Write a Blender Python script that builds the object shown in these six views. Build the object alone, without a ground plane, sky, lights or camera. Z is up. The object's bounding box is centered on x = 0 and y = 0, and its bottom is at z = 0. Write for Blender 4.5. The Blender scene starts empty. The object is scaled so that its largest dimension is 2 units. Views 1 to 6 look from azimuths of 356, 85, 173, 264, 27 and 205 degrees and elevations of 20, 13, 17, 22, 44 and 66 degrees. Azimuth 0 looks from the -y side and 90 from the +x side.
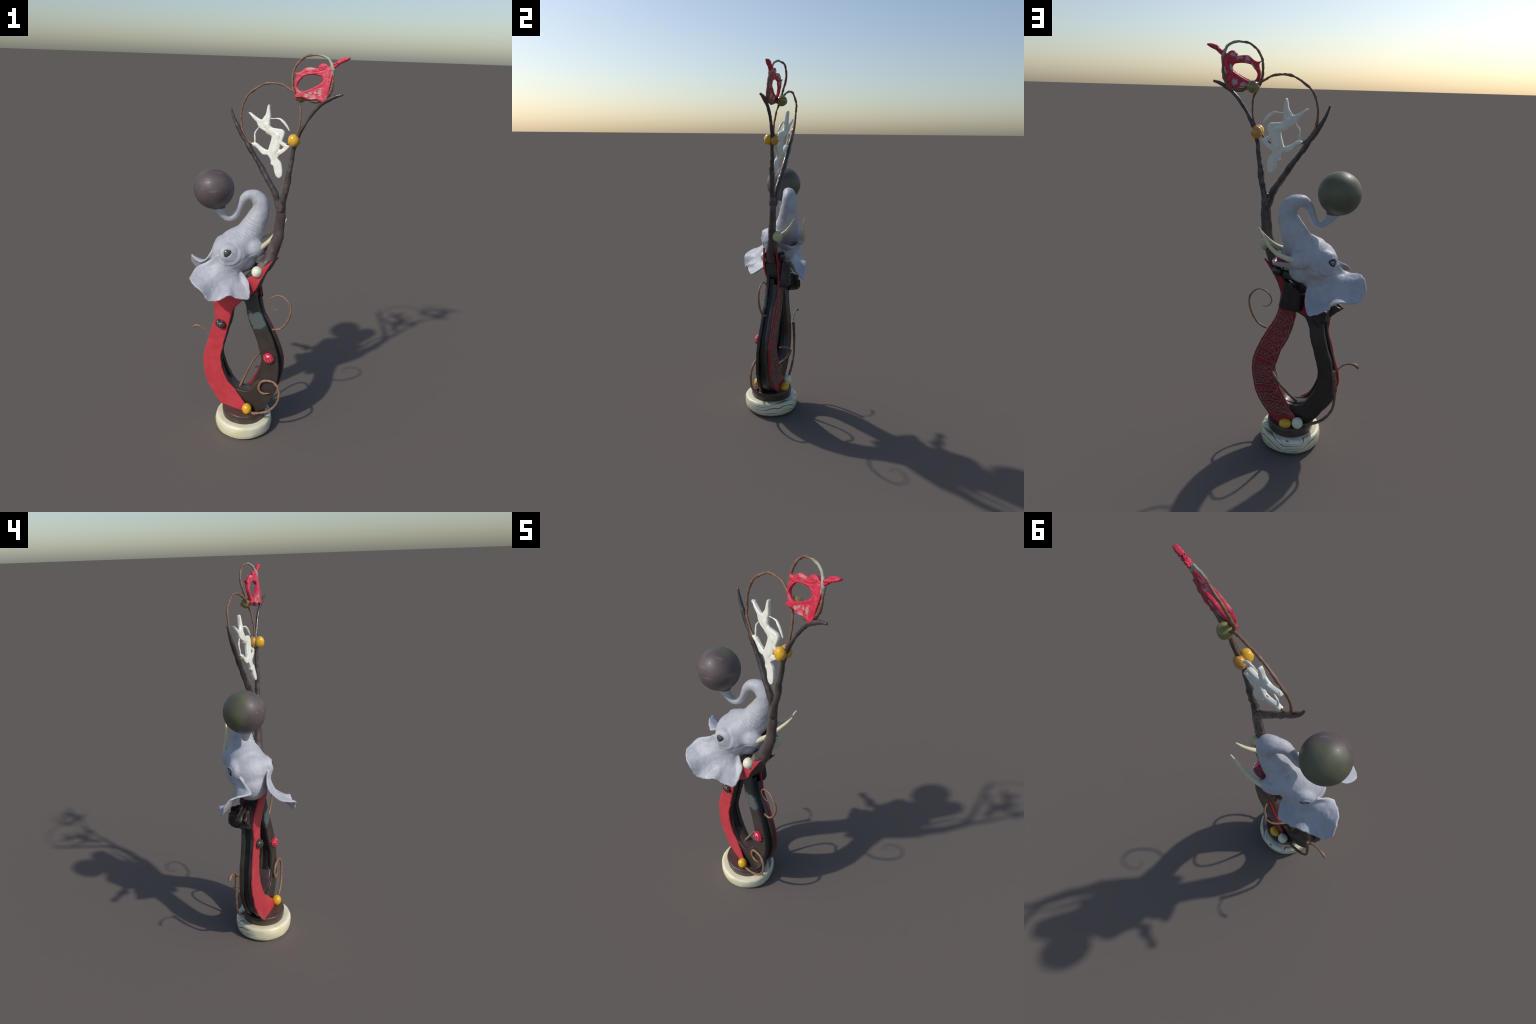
"""Chocolate showpiece: an elephant head balancing a ball on its trunk, carried by a
horseshoe of layered chocolate panels, with a twig tree of sugar ornaments above it."""
import bpy, bmesh, math, random
import numpy as np
from mathutils import Vector, Matrix, noise

random.seed(7)
COL = bpy.context.scene.collection

# ------------------------------------------------------------------ frames
# The panels stand in one upright plane turned 25.5 degrees: s runs along it, d is depth
# (towards the back), z is up.  The elephant head has a frame of its own: a forward, l sideways.
BASE = np.array([-.060, -.037, 0.0])
S_AX = np.array([.9026, -.4305, 0.0])
D_AX = np.array([.4305, .9026, 0.0])


def W(s, d, z):
    return BASE + S_AX * s + D_AX * d + np.array([0, 0, z])


HEAD = np.array([-.185, .010, 1.055])
L_AX = np.array([-.16, .985, -.05]); L_AX /= np.linalg.norm(L_AX)
A_AX = np.array([.987, .16, 0.0]); A_AX -= L_AX * (A_AX @ L_AX); A_AX /= np.linalg.norm(A_AX)
H_AX = np.cross(A_AX, L_AX)


def H(a, l, z):
    p = HEAD + A_AX * a + L_AX * l
    return p + H_AX * ((z - p[2]) / H_AX[2])


# ------------------------------------------------------------------ curves
def catmull(pts, n, closed=False):
    """n samples of a Catmull-Rom curve through the control points (uniform in index)."""
    p = np.asarray(pts, float); m = len(p)
    out = []
    span = m if closed else m - 1
    for i in range(n):
        t = i / n * span if closed else i / (n - 1) * span
        k = min(int(t), span - 1); f = t - k
        if closed:
            q = [p[(k + j) % m] for j in (-1, 0, 1, 2)]
        else:
            q = [p[k - 1] if k > 0 else 2 * p[0] - p[1], p[k], p[k + 1],
                 p[k + 2] if k + 2 < m else 2 * p[-1] - p[-2]]
        out.append(.5 * (2 * q[1] + (q[2] - q[0]) * f + (2 * q[0] - 5 * q[1] + 4 * q[2] - q[3]) * f * f
                         + (-q[0] + 3 * q[1] - 3 * q[2] + q[3]) * f ** 3))
    return np.array(out)


def even(pts, n):
    """resample a polyline at even arc length"""
    p = np.asarray(pts, float)
    seg = np.r_[0, np.cumsum(np.linalg.norm(np.diff(p[:, :3], axis=0), axis=1))]
    t = np.linspace(0, seg[-1], n)
    return np.stack([np.interp(t, seg, p[:, k]) for k in range(p.shape[1])], 1)


def nz(p, f, seed=0.0):
    return noise.noise(Vector((p[0] * f + seed, p[1] * f - seed, p[2] * f + 2 * seed)))


# ------------------------------------------------------------------ objects
def mesh_object(name, verts, faces, mat, parent=None, smooth=True, angle=None):
    me = bpy.data.meshes.new(name)
    me.from_pydata([tuple(map(float, v)) for v in verts], [], faces)
    bm = bmesh.new(); bm.from_mesh(me)
    bmesh.ops.recalc_face_normals(bm, faces=bm.faces); bm.to_mesh(me); bm.free()
    me.materials.append(mat)
    ob = bpy.data.objects.new(name, me); COL.objects.link(ob)
    if smooth:
        me.shade_smooth()
        if angle:
            me.set_sharp_from_angle(angle=math.radians(angle))
    if parent:
        ob.parent = parent
    return ob


def applied(ob):
    """replace the object's mesh by its modifier result"""
    dg = bpy.context.evaluated_depsgraph_get()
    me = bpy.data.meshes.new_from_object(ob.evaluated_get(dg))
    ob.modifiers.clear(); ob.data = me
    return ob


def tube_data(path, radii, seg=12, flat=1.0, flat_dir=None, knob=0.0, freq=30, seed=0.0, ripple=None):
    """closed tube along a path with a radius per point; flat scales it across flat_dir"""
    P = np.asarray(path, float); n = len(P)
    T = np.gradient(P, axis=0); T /= np.linalg.norm(T, axis=1)[:, None]
    ref = np.asarray(flat_dir if flat_dir is not None else D_AX, float)
    verts, faces = [], []
    if np.isscalar(flat):
        flat = [flat] * n
    for i in range(n):
        u = np.cross(ref, T[i])
        u /= np.linalg.norm(u) + 1e-9
        v = np.cross(T[i], u)
        for k in range(seg):
            th = 2 * math.pi * k / seg
            r = radii[i]
            d = u * math.cos(th) + v * math.sin(th) * flat[i]
            if ripple:
                r *= ripple(i / (n - 1), th)
            q = P[i] + d * r
            if knob:
                q = P[i] + d * r * (1 + knob * nz(q, freq, seed) + .5 * knob * nz(q, freq * 2.7, seed + 5))
            verts.append(q)
    for i in range(n - 1):
        for k in range(seg):
            faces.append((i * seg + k, i * seg + (k + 1) % seg, (i + 1) * seg + (k + 1) % seg, (i + 1) * seg + k))
    for i, sgn in ((0, -1), (n - 1, 1)):
        c = len(verts); verts.append(P[i] + T[i] * sgn * radii[i] * .45)
        for k in range(seg):
            faces.append((c, i * seg + k, i * seg + (k + 1) % seg))
    return verts, faces


def tube(name, ctrl, mat, parent, n=60, knob=.25, freq=40, seed=0.0, seg=10, flat=1.0, smooth_angle=None):
    """ctrl rows: x, y, z, radius"""
    c = even(catmull(ctrl, n * 4), n)
    v, f = tube_data(c[:, :3], c[:, 3], seg, flat, None, knob, freq, seed)
    return mesh_object(name, v, f, mat, parent, True, smooth_angle)


class Ribbon:
    """A panel between two edge curves in the (s, z) plane, d0..d1 deep, with rounded edges."""

    def __init__(self, outer, inner, d0, d1, bend=None, n=120):
        self.o = catmull(outer, n); self.i = catmull(inner, n); self.n = n
        b = catmull([(x,) for x in (bend or [0] * len(outer))], n)[:, 0]
        self.d0 = d0 + b; self.d1 = d1 + b

    def at(self, t, u, lift=0.0, back=True):
        x = t * (self.n - 1); k = min(int(x), self.n - 2); f = x - k
        o = self.o[k] * (1 - f) + self.o[k + 1] * f
        i = self.i[k] * (1 - f) + self.i[k + 1] * f
        d = (self.d1 if back else self.d0)
        d = d[k] * (1 - f) + d[k + 1] * f
        p = o * (1 - u) + i * u
        return W(p[0], d + (lift if back else -lift), p[1])

    def build(self, name, mat, parent, rnd=.003, cross=8, wave=.0012, seed=0.0):
        verts, faces = [], []
        m = None
        for j in range(self.n):
            o, i, d0, d1 = self.o[j], self.i[j], self.d0[j], self.d1[j]
            w = max(np.linalg.norm(o - i), 1e-4)
            r = min(rnd, w * .3, (d1 - d0) * .45); ru = r / w
            loop = []
            for q in np.linspace(ru, 1 - ru, cross): loop.append((q, d0))
            for a in (30, 60): loop.append((1 - ru + ru * math.sin(math.radians(a)), d0 + r - r * math.cos(math.radians(a))))
            loop.append((1, d0 + r)); loop.append((1, d1 - r))
            for a in (30, 60): loop.append((1 - ru + ru * math.cos(math.radians(a)), d1 - r + r * math.sin(math.radians(a))))
            for q in np.linspace(1 - ru, ru, cross): loop.append((q, d1))
            for a in (30, 60): loop.append((ru - ru * math.sin(math.radians(a)), d1 - r + r * math.cos(math.radians(a))))
            loop.append((0, d1 - r)); loop.append((0, d0 + r))
            for a in (30, 60): loop.append((ru - ru * math.cos(math.radians(a)), d0 + r - r * math.sin(math.radians(a))))
            m = len(loop)
            for u, d in loop:
                p = o * (1 - u) + i * u
                q = W(p[0], d, p[1])
                k = wave * nz(q, 22, seed) + .6 * wave * nz(q, 60, seed + 3)
                e = (u - .5) * 2
                q = q + D_AX * k + (S_AX * k * 2.2 * e if abs(e) > .97 else 0)
                verts.append(q)
        for j in range(self.n - 1):
            for k in range(m):
                faces.append((j * m + k, j * m + (k + 1) % m, (j + 1) * m + (k + 1) % m, (j + 1) * m + k))
        faces.append(tuple(range(m))); faces.append(tuple((self.n - 1) * m + k for k in range(m)))
        return mesh_object(name, verts, faces, mat, parent, True, 50)


def ellipsoid_data(c, axes, radii, sub=4):
    bm = bmesh.new(); bmesh.ops.create_icosphere(bm, subdivisions=sub, radius=1)
    v = [np.asarray(c) + sum(ax * r * co for ax, r, co in zip(axes, radii, x.co)) for x in bm.verts]
    f = [tuple(p.index for p in fc.verts) for fc in bm.faces]; bm.free()
    return v, f


def join_data(parts):
    V, F = [], []
    for v, f in parts:
        o = len(V); V += list(v); F += [tuple(i + o for i in q) for q in f]
    return V, F


def cutout(name, outlines, plane, thick, bevel, mat, parent, smooth=30, relief=.0015):
    """flat ornament: filled 2D outlines (holes included) given thickness and rounded edges.
    The object keeps its own frame (x = s, y = z, z = depth) so that its material can use it."""
    cu = bpy.data.curves.new(name, 'CURVE'); cu.dimensions = '2D'; cu.fill_mode = 'BOTH'
    cu.extrude = thick; cu.bevel_depth = bevel; cu.bevel_resolution = 2; cu.offset = -bevel
    for pts, dens in outlines:
        q = catmull(pts, len(pts) * dens, True)
        sp = cu.splines.new('POLY'); sp.points.add(len(q) - 1); sp.use_cyclic_u = True
        for k, p in enumerate(q): sp.points[k].co = (p[0], p[1], 0, 1)
    tmp = bpy.data.objects.new(name, cu); COL.objects.link(tmp)
    dg = bpy.context.evaluated_depsgraph_get()
    me = bpy.data.meshes.new_from_object(tmp.evaluated_get(dg))
    bpy.data.objects.remove(tmp); bpy.data.curves.remove(cu)
    bm = bmesh.new(); bm.from_mesh(me)
    bmesh.ops.remove_doubles(bm, verts=bm.verts, dist=1e-5)
    bmesh.ops.triangulate(bm, faces=bm.faces)
    for _ in range(3):
        long = [e for e in bm.edges if e.calc_length() > .008]
        if long: bmesh.ops.subdivide_edges(bm, edges=long, cuts=1)
        bmesh.ops.triangulate(bm, faces=bm.faces)
    for v in bm.verts:
        k = relief * nz(v.co, 60, 1.3) + relief * nz(v.co, 140, 4)
        v.co.z += k + (relief * 1.2 * nz(v.co, 35, 9))
    bmesh.ops.recalc_face_normals(bm, faces=bm.faces); bm.to_mesh(me); bm.free()
    me.materials.clear(); me.materials.append(mat); me.shade_smooth(); me.set_sharp_from_angle(angle=math.radians(smooth + 20))
    ob = bpy.data.objects.new(name, me); COL.objects.link(ob); ob.parent = parent
    d0, k, z0 = plane                                   # depth = d0 + k (z - z0)
    up = np.array([0, 0, 1.0]) + D_AX * k
    o = BASE + D_AX * (d0 - k * z0)
    M = Matrix.Identity(4)
    nrm = np.cross(S_AX, up)                            # points to the front (-d)
    for r in range(3):
        M[r][0], M[r][1], M[r][2], M[r][3] = S_AX[r], up[r], nrm[r] / np.linalg.norm(nrm), o[r]
    ob.matrix_world = M
    return ob


# ------------------------------------------------------------------ materials
class Mat:
    def __init__(self, name, rough=.5, coat=0.0, spec=.5):
        self.m = bpy.data.materials.new(name); self.m.use_nodes = True
        self.t = self.m.node_tree; self.N = self.t.nodes; self.L = self.t.links
        self.b = self.N['Principled BSDF']
        self.b.inputs['Roughness'].default_value = rough
        self.b.inputs['Coat Weight'].default_value = coat
        self.b.inputs['Coat Roughness'].default_value = .12
        self.b.inputs['Specular IOR Level'].default_value = spec
        self.co = self.N.new('ShaderNodeTexCoord').outputs['Object']

    def node(self, t, **kw):
        n = self.N.new(t)
        for k, v in kw.items():
            if k.startswith('_'): setattr(n, k[1:], v)
            else:
                n.inputs[k.replace('__', ' ')].default_value = v
        return n

    def link(self, a, b): self.L.new(a, b)

    def noise(self, scale, detail=3, rough=.5, distort=0.0, vec=None):
        n = self.node('ShaderNodeTexNoise', Scale=scale, Detail=detail, Roughness=rough, Distortion=distort)
        self.link(vec or self.co, n.inputs['Vector']); return n.outputs['Fac']

    def ramp(self, fac, stops, interp='LINEAR'):
        r = self.N.new('ShaderNodeValToRGB'); r.color_ramp.interpolation = interp
        e = r.color_ramp.elements
        while len(e) < len(stops): e.new(.5)
        for k, (p, c) in enumerate(stops):
            e[k].position = p; e[k].color = tuple(c) + (1,) if len(c) == 3 else c
        self.link(fac, r.inputs['Fac']); return r.outputs['Color']

    def grey(self, fac, lo, hi):
        n = self.node('ShaderNodeMapRange', _clamp=True)
        n.inputs['From Min'].default_value = lo; n.inputs['From Max'].default_value = hi
        self.link(fac, n.inputs['Value']); return n.outputs['Result']

    def math(self, op, a, b=None):
        n = self.node('ShaderNodeMath', _operation=op)
        for i, x in enumerate((a, b)):
            if x is None: continue
            if isinstance(x, (int, float)): n.inputs[i].default_value = x
            else: self.link(x, n.inputs[i])
        return n.outputs[0]

    def mix(self, fac, a, b):
        n = self.node('ShaderNodeMix', _data_type='RGBA')
        for i, x in ((0, fac), (6, a), (7, b)):
            if isinstance(x, (int, float)): n.inputs[i].default_value = x
            elif isinstance(x, tuple): n.inputs[i].default_value = x + (1,)
            else: self.link(x, n.inputs[i])
        return n.outputs[2]

    def dot(self, v, off=0.0):
        """position along a direction (object coordinates)"""
        n = self.node('ShaderNodeVectorMath', _operation='DOT_PRODUCT')
        self.link(self.co, n.inputs[0]); n.inputs[1].default_value = tuple(map(float, v))
        return self.math('SUBTRACT', n.outputs['Value'], off) if off else n.outputs['Value']

    def spot(self, c, r, stretch=(1, 1, 1), wob=None, soft=.35):
        """1 inside an ellipsoid about c (object coordinates), with a wobbling border"""
        s = self.node('ShaderNodeVectorMath', _operation='SUBTRACT'); self.link(self.co, s.inputs[0])
        s.inputs[1].default_value = c
        m = self.node('ShaderNodeVectorMath', _operation='MULTIPLY'); self.link(s.outputs[0], m.inputs[0])
        m.inputs[1].default_value = tuple(x / r for x in stretch)
        l = self.node('ShaderNodeVectorMath', _operation='LENGTH'); self.link(m.outputs[0], l.inputs[0])
        v = l.outputs['Value']
        if wob is not None: v = self.math('ADD', v, wob)
        return self.grey(v, 1 + soft / 2, 1 - soft / 2)

    def bump(self, fac, strength=.2, dist=.002):
        n = self.node('ShaderNodeBump', Strength=strength, Distance=dist)
        self.link(fac, n.inputs['Height']); self.link(n.outputs['Normal'], self.b.inputs['Normal'])

    def color(self, c):
        if isinstance(c, tuple): self.b.inputs['Base Color'].default_value = c + (1,)
        else: self.link(c, self.b.inputs['Base Color'])
        return self


def blend(name, a, b, scale=18, rough=.45, coat=0.0, bump=.15, spec=.5, lo=.35, hi=.65):
    m = Mat(name, rough, coat, spec)
    f = m.noise(scale, 4, .6)
    m.color(m.ramp(f, ((lo, a), (hi, b))))
    if bump: m.bump(m.noise(scale * 9, 3), bump)
    return m


M_RED = blend('red_cocoa_butter', (.485, .036, .052), (.555, .052, .068), 14, .42, .05, .06)
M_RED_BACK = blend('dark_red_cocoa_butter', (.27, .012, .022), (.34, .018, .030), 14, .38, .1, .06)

# dark panels: brown chocolate that turns slate towards the top, with a frosted patch on one leg
M_DARK = Mat('dark_chocolate', .42, .08)
_n = M_DARK.noise(9, 4, .6)
_w = M_DARK.noise(38, 3, .55)
_z = M_DARK.math('ADD', M_DARK.dot((0, 0, 1)), M_DARK.math('MULTIPLY', M_DARK.math('SUBTRACT', _w, .5), .10))
_c = M_DARK.ramp(_n, ((.3, (.030, .022, .018)), (.7, (.052, .040, .032))))
_c = M_DARK.mix(M_DARK.grey(_z, .60, .70), _c, (.036, .041, .040))
_p = tuple(map(float, W(.062, -.02, .682)))
_pw = M_DARK.math('MULTIPLY', M_DARK.math('SUBTRACT', _w, .5), 1.6)
_c = M_DARK.mix(M_DARK.math('MULTIPLY', M_DARK.spot(_p, .058, (1, 1, 1.25), _pw, .2), .85), _c, (.105, .135, .132))
M_DARK.color(_c); M_DARK.bump(M_DARK.noise(70, 3), .12)

M_BLACK = blend('black_gloss_chocolate', (.010, .008, .009), (.019, .014, .015), 20, .36, .06, .05)
M_CORE = blend('bitter_chocolate', (.008, .009, .009), (.016, .016, .015), 20, .5, 0, .1)
M_SHELF = blend('brown_chocolate', (.034, .024, .022), (.066, .046, .042), 24, .4, .1, .2)
M_PLINTH = blend('plinth_chocolate', (.050, .030, .024), (.085, .055, .046), 12, .4, .1, .1)
M_STEM = blend('stem_chocolate', (.055, .040, .038), (.095, .072, .070), 16, .36, .15, .25)
_n = M_STEM.b.inputs['Base Color'].links[0].from_socket
M_STEM.color(M_STEM.mix(M_STEM.math('MULTIPLY', M_STEM.spot(tuple(map(float, W(.060, -.012, .985))), .028, (1, 1, 1), M_STEM.math('MULTIPLY', M_STEM.math('SUBTRACT', M_STEM.noise(60, 2), .5), 1.2), .5), .8), _n, (.20, .155, .125)))
M_TWIG = blend('twig_chocolate', (.042, .032, .029), (.088, .070, .064), 22, .32, .2, .3)
M_TENDRIL = blend('milk_chocolate', (.20, .105, .058), (.32, .185, .115), 40, .5, 0, .3)
M_TENDRIL_D = blend('brown_tendril', (.13, .070, .040), (.21, .12, .075), 40, .5, 0, .3)
M_LACE = blend('cocoa_lace', (.16, .125, .085), (.27, .22, .16), 60, .5, 0, 0)
M_SUGAR = blend('white_sugar', (.76, .76, .67), (.82, .82, .73), 14, .35, .15, .1)
M_IVORY = blend('ivory', (.62, .58, .38), (.70, .66, .46), 30, .4, .1, .1)
M_MOUTH = blend('pink_mouth', (.30, .035, .060), (.44, .075, .11), 25, .35, .2, .1)
M_EYE = blend('dark_eye', (.030, .032, .036), (.055, .058, .064), 30, .12, .6, 0)
M_EYE_RIM = blend('eye_rim', (.016, .017, .020), (.03, .03, .035), 30, .3, .2, 0)
M_EYE_G = blend('grey_eye', (.16, .175, .20), (.24, .26, .29), 60, .25, .3, 0)

# elephant skin: pale blue-grey with fine dark pits and soft mottling
M_SKIN = Mat('grey_modelling_chocolate', .5, .0, .4)
_f = M_SKIN.noise(15, 6, .65)
_c = M_SKIN.ramp(_f, ((.3, (.385, .395, .430)), (.55, (.475, .486, .528)), (.75, (.520, .530, .570))))
_v = M_SKIN.node('ShaderNodeTexVoronoi', Scale=95.0, Randomness=1.0); M_SKIN.link(M_SKIN.co, _v.inputs['Vector'])
_pit = M_SKIN.math('MULTIPLY', M_SKIN.grey(_v.outputs['Distance'], .13, .05), M_SKIN.grey(M_SKIN.noise(22, 2), .50, .60))
_c = M_SKIN.mix(M_SKIN.math('MULTIPLY', _pit, .6), _c, (.20, .205, .22))
M_SKIN.color(_c)
_h = M_SKIN.math('SUBTRACT', M_SKIN.noise(120, 4, .6), M_SKIN.math('MULTIPLY', _pit, 1.2))
M_SKIN.bump(_h, .22, .002)

# ball: brown on one side, greenish on the other, with a soft uneven border between
M_BALL = Mat('ball_chocolate_painted_glints', .50, .02)
_s = M_BALL.math('ADD', M_BALL.dot((-.10, 1, .25)), M_BALL.math('MULTIPLY', M_BALL.math('SUBTRACT', M_BALL.noise(14, 3), .5), .05))
_a = M_BALL.ramp(M_BALL.noise(16, 4), ((.3, (.088, .066, .066)), (.7, (.125, .097, .097))))
_b = M_BALL.ramp(M_BALL.noise(12, 4), ((.3, (.088, .094, .058)), (.7, (.140, .142, .080))))
_st = M_BALL.node('ShaderNodeMapping'); M_BALL.link(M_BALL.co, _st.inputs['Vector']); _st.inputs['Rotation'].default_value = (0, .7, .3); _st.inputs['Scale'].default_value = (6, 26, 44)  # pale reflection streaks painted into the brown half's colour
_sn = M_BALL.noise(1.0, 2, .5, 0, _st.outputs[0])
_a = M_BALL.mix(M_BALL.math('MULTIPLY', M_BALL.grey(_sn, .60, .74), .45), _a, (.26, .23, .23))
M_BALL.color(M_BALL.mix(M_BALL.grey(_s, .0, .035), _a, _b)); M_BALL.bump(M_BALL.noise(60, 3), .05)

# marbled base: cream, with dark brown swirls on the far side
M_MARBLE = Mat('marbled_white_chocolate', .35, .15)
_w1 = M_MARBLE.noise(9, 3, .5)
_cmb = M_MARBLE.node('ShaderNodeVectorMath', _operation='MULTIPLY'); M_MARBLE.link(M_MARBLE.co, _cmb.inputs[0]); _cmb.inputs[1].default_value = (1, 1, 1.5)
_wv = M_MARBLE.node('ShaderNodeTexWave', Scale=11.0, Distortion=16.0, Detail=1.5, _bands_direction='Z'); _wv.inputs['Detail Scale'].default_value = .62
M_MARBLE.link(_cmb.outputs[0], _wv.inputs['Vector'])
_vein = M_MARBLE.grey(M_MARBLE.math('ADD', _wv.outputs['Fac'], M_MARBLE.math('MULTIPLY', M_MARBLE.math('SUBTRACT', M_MARBLE.noise(24, 2), .5), .35)), .16, .05)
_vein2 = M_MARBLE.grey(_wv.outputs['Fac'], .72, .97)
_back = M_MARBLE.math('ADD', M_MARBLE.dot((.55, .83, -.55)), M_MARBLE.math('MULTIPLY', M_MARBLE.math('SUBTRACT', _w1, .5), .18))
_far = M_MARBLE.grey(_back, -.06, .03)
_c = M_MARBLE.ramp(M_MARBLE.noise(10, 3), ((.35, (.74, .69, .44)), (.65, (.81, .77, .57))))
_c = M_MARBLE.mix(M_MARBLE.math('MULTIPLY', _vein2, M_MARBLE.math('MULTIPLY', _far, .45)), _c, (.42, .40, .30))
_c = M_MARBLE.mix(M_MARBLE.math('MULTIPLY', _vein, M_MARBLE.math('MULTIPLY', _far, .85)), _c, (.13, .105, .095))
_low = M_MARBLE.math('MULTIPLY', M_MARBLE.grey(M_MARBLE.noise(30, 2), .50, .62), M_MARBLE.grey(M_MARBLE.dot((0, 0, 1)), .032, .012))
_c = M_MARBLE.mix(M_MARBLE.math('MULTIPLY', _low, .55), _c, (.36, .30, .17))
M_MARBLE.color(_c); M_MARBLE.bump(M_MARBLE.noise(25, 3), .1, .004)

# ring twig: brown, bleached grey-green near the upper end of the top loop
M_RING = Mat('ring_chocolate', .5)
_c = M_RING.ramp(M_RING.noise(45, 4), ((.3, (.14, .070, .040)), (.7, (.25, .135, .082))))
_pl = tuple(map(float, W(.318, .11, 1.975)))
_c = M_RING.mix(M_RING.spot(_pl, .060, (1, 1, 1), M_RING.math('MULTIPLY', M_RING.math('SUBTRACT', M_RING.noise(40, 2), .5), .8), .9), _c, (.36, .38, .30))
M_RING.color(_c); M_RING.bump(M_RING.noise(160, 3), .3)

# red mask: glossy crimson with pale pink and grey flakes (x = s, y = z, z to the front)
M_MASK = Mat('crimson_sugar', .48, .05)
_wob = M_MASK.math('MULTIPLY', M_MASK.math('SUBTRACT', M_MASK.noise(70, 4, .65), .5), 2.6)
_c = M_MASK.ramp(M_MASK.noise(26, 4), ((.35, (.54, .014, .048)), (.65, (.64, .038, .082))))
_c = M_MASK.mix(M_MASK.math('MULTIPLY', M_MASK.grey(M_MASK.noise(55, 4), .58, .70), .35), _c, (.74, .24, .29))


def flakes(m, c, items, col, soft=.3, wob=None, amount=.85):
    tot = None
    for x, y, r, sx, sy in items:
        f = m.spot((x, y, 0), r, (sx, sy, .3), wob, soft)
        tot = f if tot is None else m.math('MAXIMUM', tot, f)
    return tot


_front = [(.238, 1.931, .013, .8, 1.8), (.292, 1.833, .009, 1, .8), (.271, 1.836, .007, 1, 1), (.234, 1.820, .009, .7, 1.3), (.264, 1.806, .011, .7, 1.4), (.341, 1.925, .010, 1.4, .8), (.249, 1.830, .006, .8, 1.2)]
_bk = [(.262, 1.930, .016, .8, 1.9), (.224, 1.925, .013, 1.2, .9), (.199, 1.900, .010, 1.3, .8), (.302, 1.893, .011, 1.8, .8), (.290, 1.945, .012, .8, 1.8), (.288, 1.832, .013, 1, 1), (.252, 1.822, .014, .7, 1.6), (.333, 1.880, .012, 2, .7), (.262, 1.804, .012, .8, 1.6)]
_side = M_MASK.dot((0, 0, 1))
_c = M_MASK.mix(M_MASK.math('MULTIPLY', flakes(M_MASK, _c, _front, None, .5, _wob), M_MASK.grey(_side, 0, .002)), _c, (.48, .27, .25))
_c = M_MASK.mix(M_MASK.math('MULTIPLY', flakes(M_MASK, _c, _bk, None, .4, _wob), M_MASK.grey(_side, 0, -.002)), _c, (.45, .42, .44))
M_MASK.color(_c); M_MASK.bump(M_MASK.noise(110, 3), .3)


def bead_material(name, a, b, rough=.25, streak=None):
    m = Mat(name, rough, .3)
    w = m.node('ShaderNodeTexNoise', Scale=34.0, Detail=2.0, Distortion=1.5); m.link(m.co, w.inputs['Vector'])
    c = m.ramp(w.outputs['Fac'], ((.3, a), (.7, b)))
    if streak:
        q = m.node('ShaderNodeTexWave', Scale=26.0, Distortion=4.0, Detail=1.0, _bands_direction='DIAGONAL'); m.link(m.co, q.inputs['Vector'])
        k = m.math('MULTIPLY', m.grey(q.outputs['Fac'], .86, .98), m.grey(w.outputs['Fac'], .40, .55))
        c = m.mix(m.math('MULTIPLY', k, .7), c, streak)
    m.color(c)
    return m.m


B_YELLOW = bead_material('yellow_bead', (.74, .36, .012), (.80, .50, .03))
B_ORANGE = bead_material('orange_bead', (.52, .24, .035), (.62, .34, .07))
B_OLIVE = bead_material('olive_bead', (.20, .18, .045), (.28, .25, .08))
B_CREAM = bead_material('cream_bead', (.74, .75, .54), (.78, .79, .62))
B_GREEN = bead_material('pale_bead', (.50, .47, .27), (.58, .54, .33))
B_BERRY = bead_material('berry_bead', (.50, .012, .045), (.62, .03, .075), .2, (.72, .42, .44))
B_BEAN = bead_material('bean', (.040, .032, .027), (.062, .052, .045), .25)
B_BLACK = bead_material('black_bead', (.010, .010, .012), (.020, .019, .022), .2)

# ------------------------------------------------------------------ the thing
root = bpy.data.objects.new('chocolate_sculpture', None); COL.objects.link(root)
root.location = tuple(BASE)
bpy.context.view_layer.update()
root["label"] = "tall chocolate showpiece with grey elephant head balancing a dark ball"
root["category"] = "chocolate sculpture"


class Adopt:
    """collects parts so that they can be parented with their world position kept"""
    items = []


def adopt(ob, parent=root):
    ob.parent = parent
    pm = Matrix.Translation(Vector(BASE)) if parent is root else parent.matrix_world.copy()
    ob.matrix_parent_inverse = pm.inverted()
    return ob


# ------------------------------------------------------------------ base
def turned(name, profile, mat, seg=96, wob=.0, seed=0.0):
    verts, faces = [], []
    n = len(profile)
    for k in range(seg):
        th = 2 * math.pi * k / seg
        for r, z in profile:
            p = np.array([r * math.cos(th), r * math.sin(th), z])
            g = 1 + wob * nz(p, 9, seed) + .5 * wob * nz(p, 26, seed)
            verts.append((p[0] * g, p[1] * g, z + (wob * .12 * nz(p, 14, seed + 4) if z > .02 else 0)))
    for k in range(seg):
        for i in range(n - 1):
            a, b = k * n + i, ((k + 1) % seg) * n + i
            faces.append((a, b, b + 1, a + 1))
    faces.append(tuple(k * n for k in range(seg))); faces.append(tuple(k * n + n - 1 for k in range(seg)))
    ob = mesh_object(name, verts, faces, mat, None, True, 60)
    ob.location = tuple(BASE)
    return adopt(ob)


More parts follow.
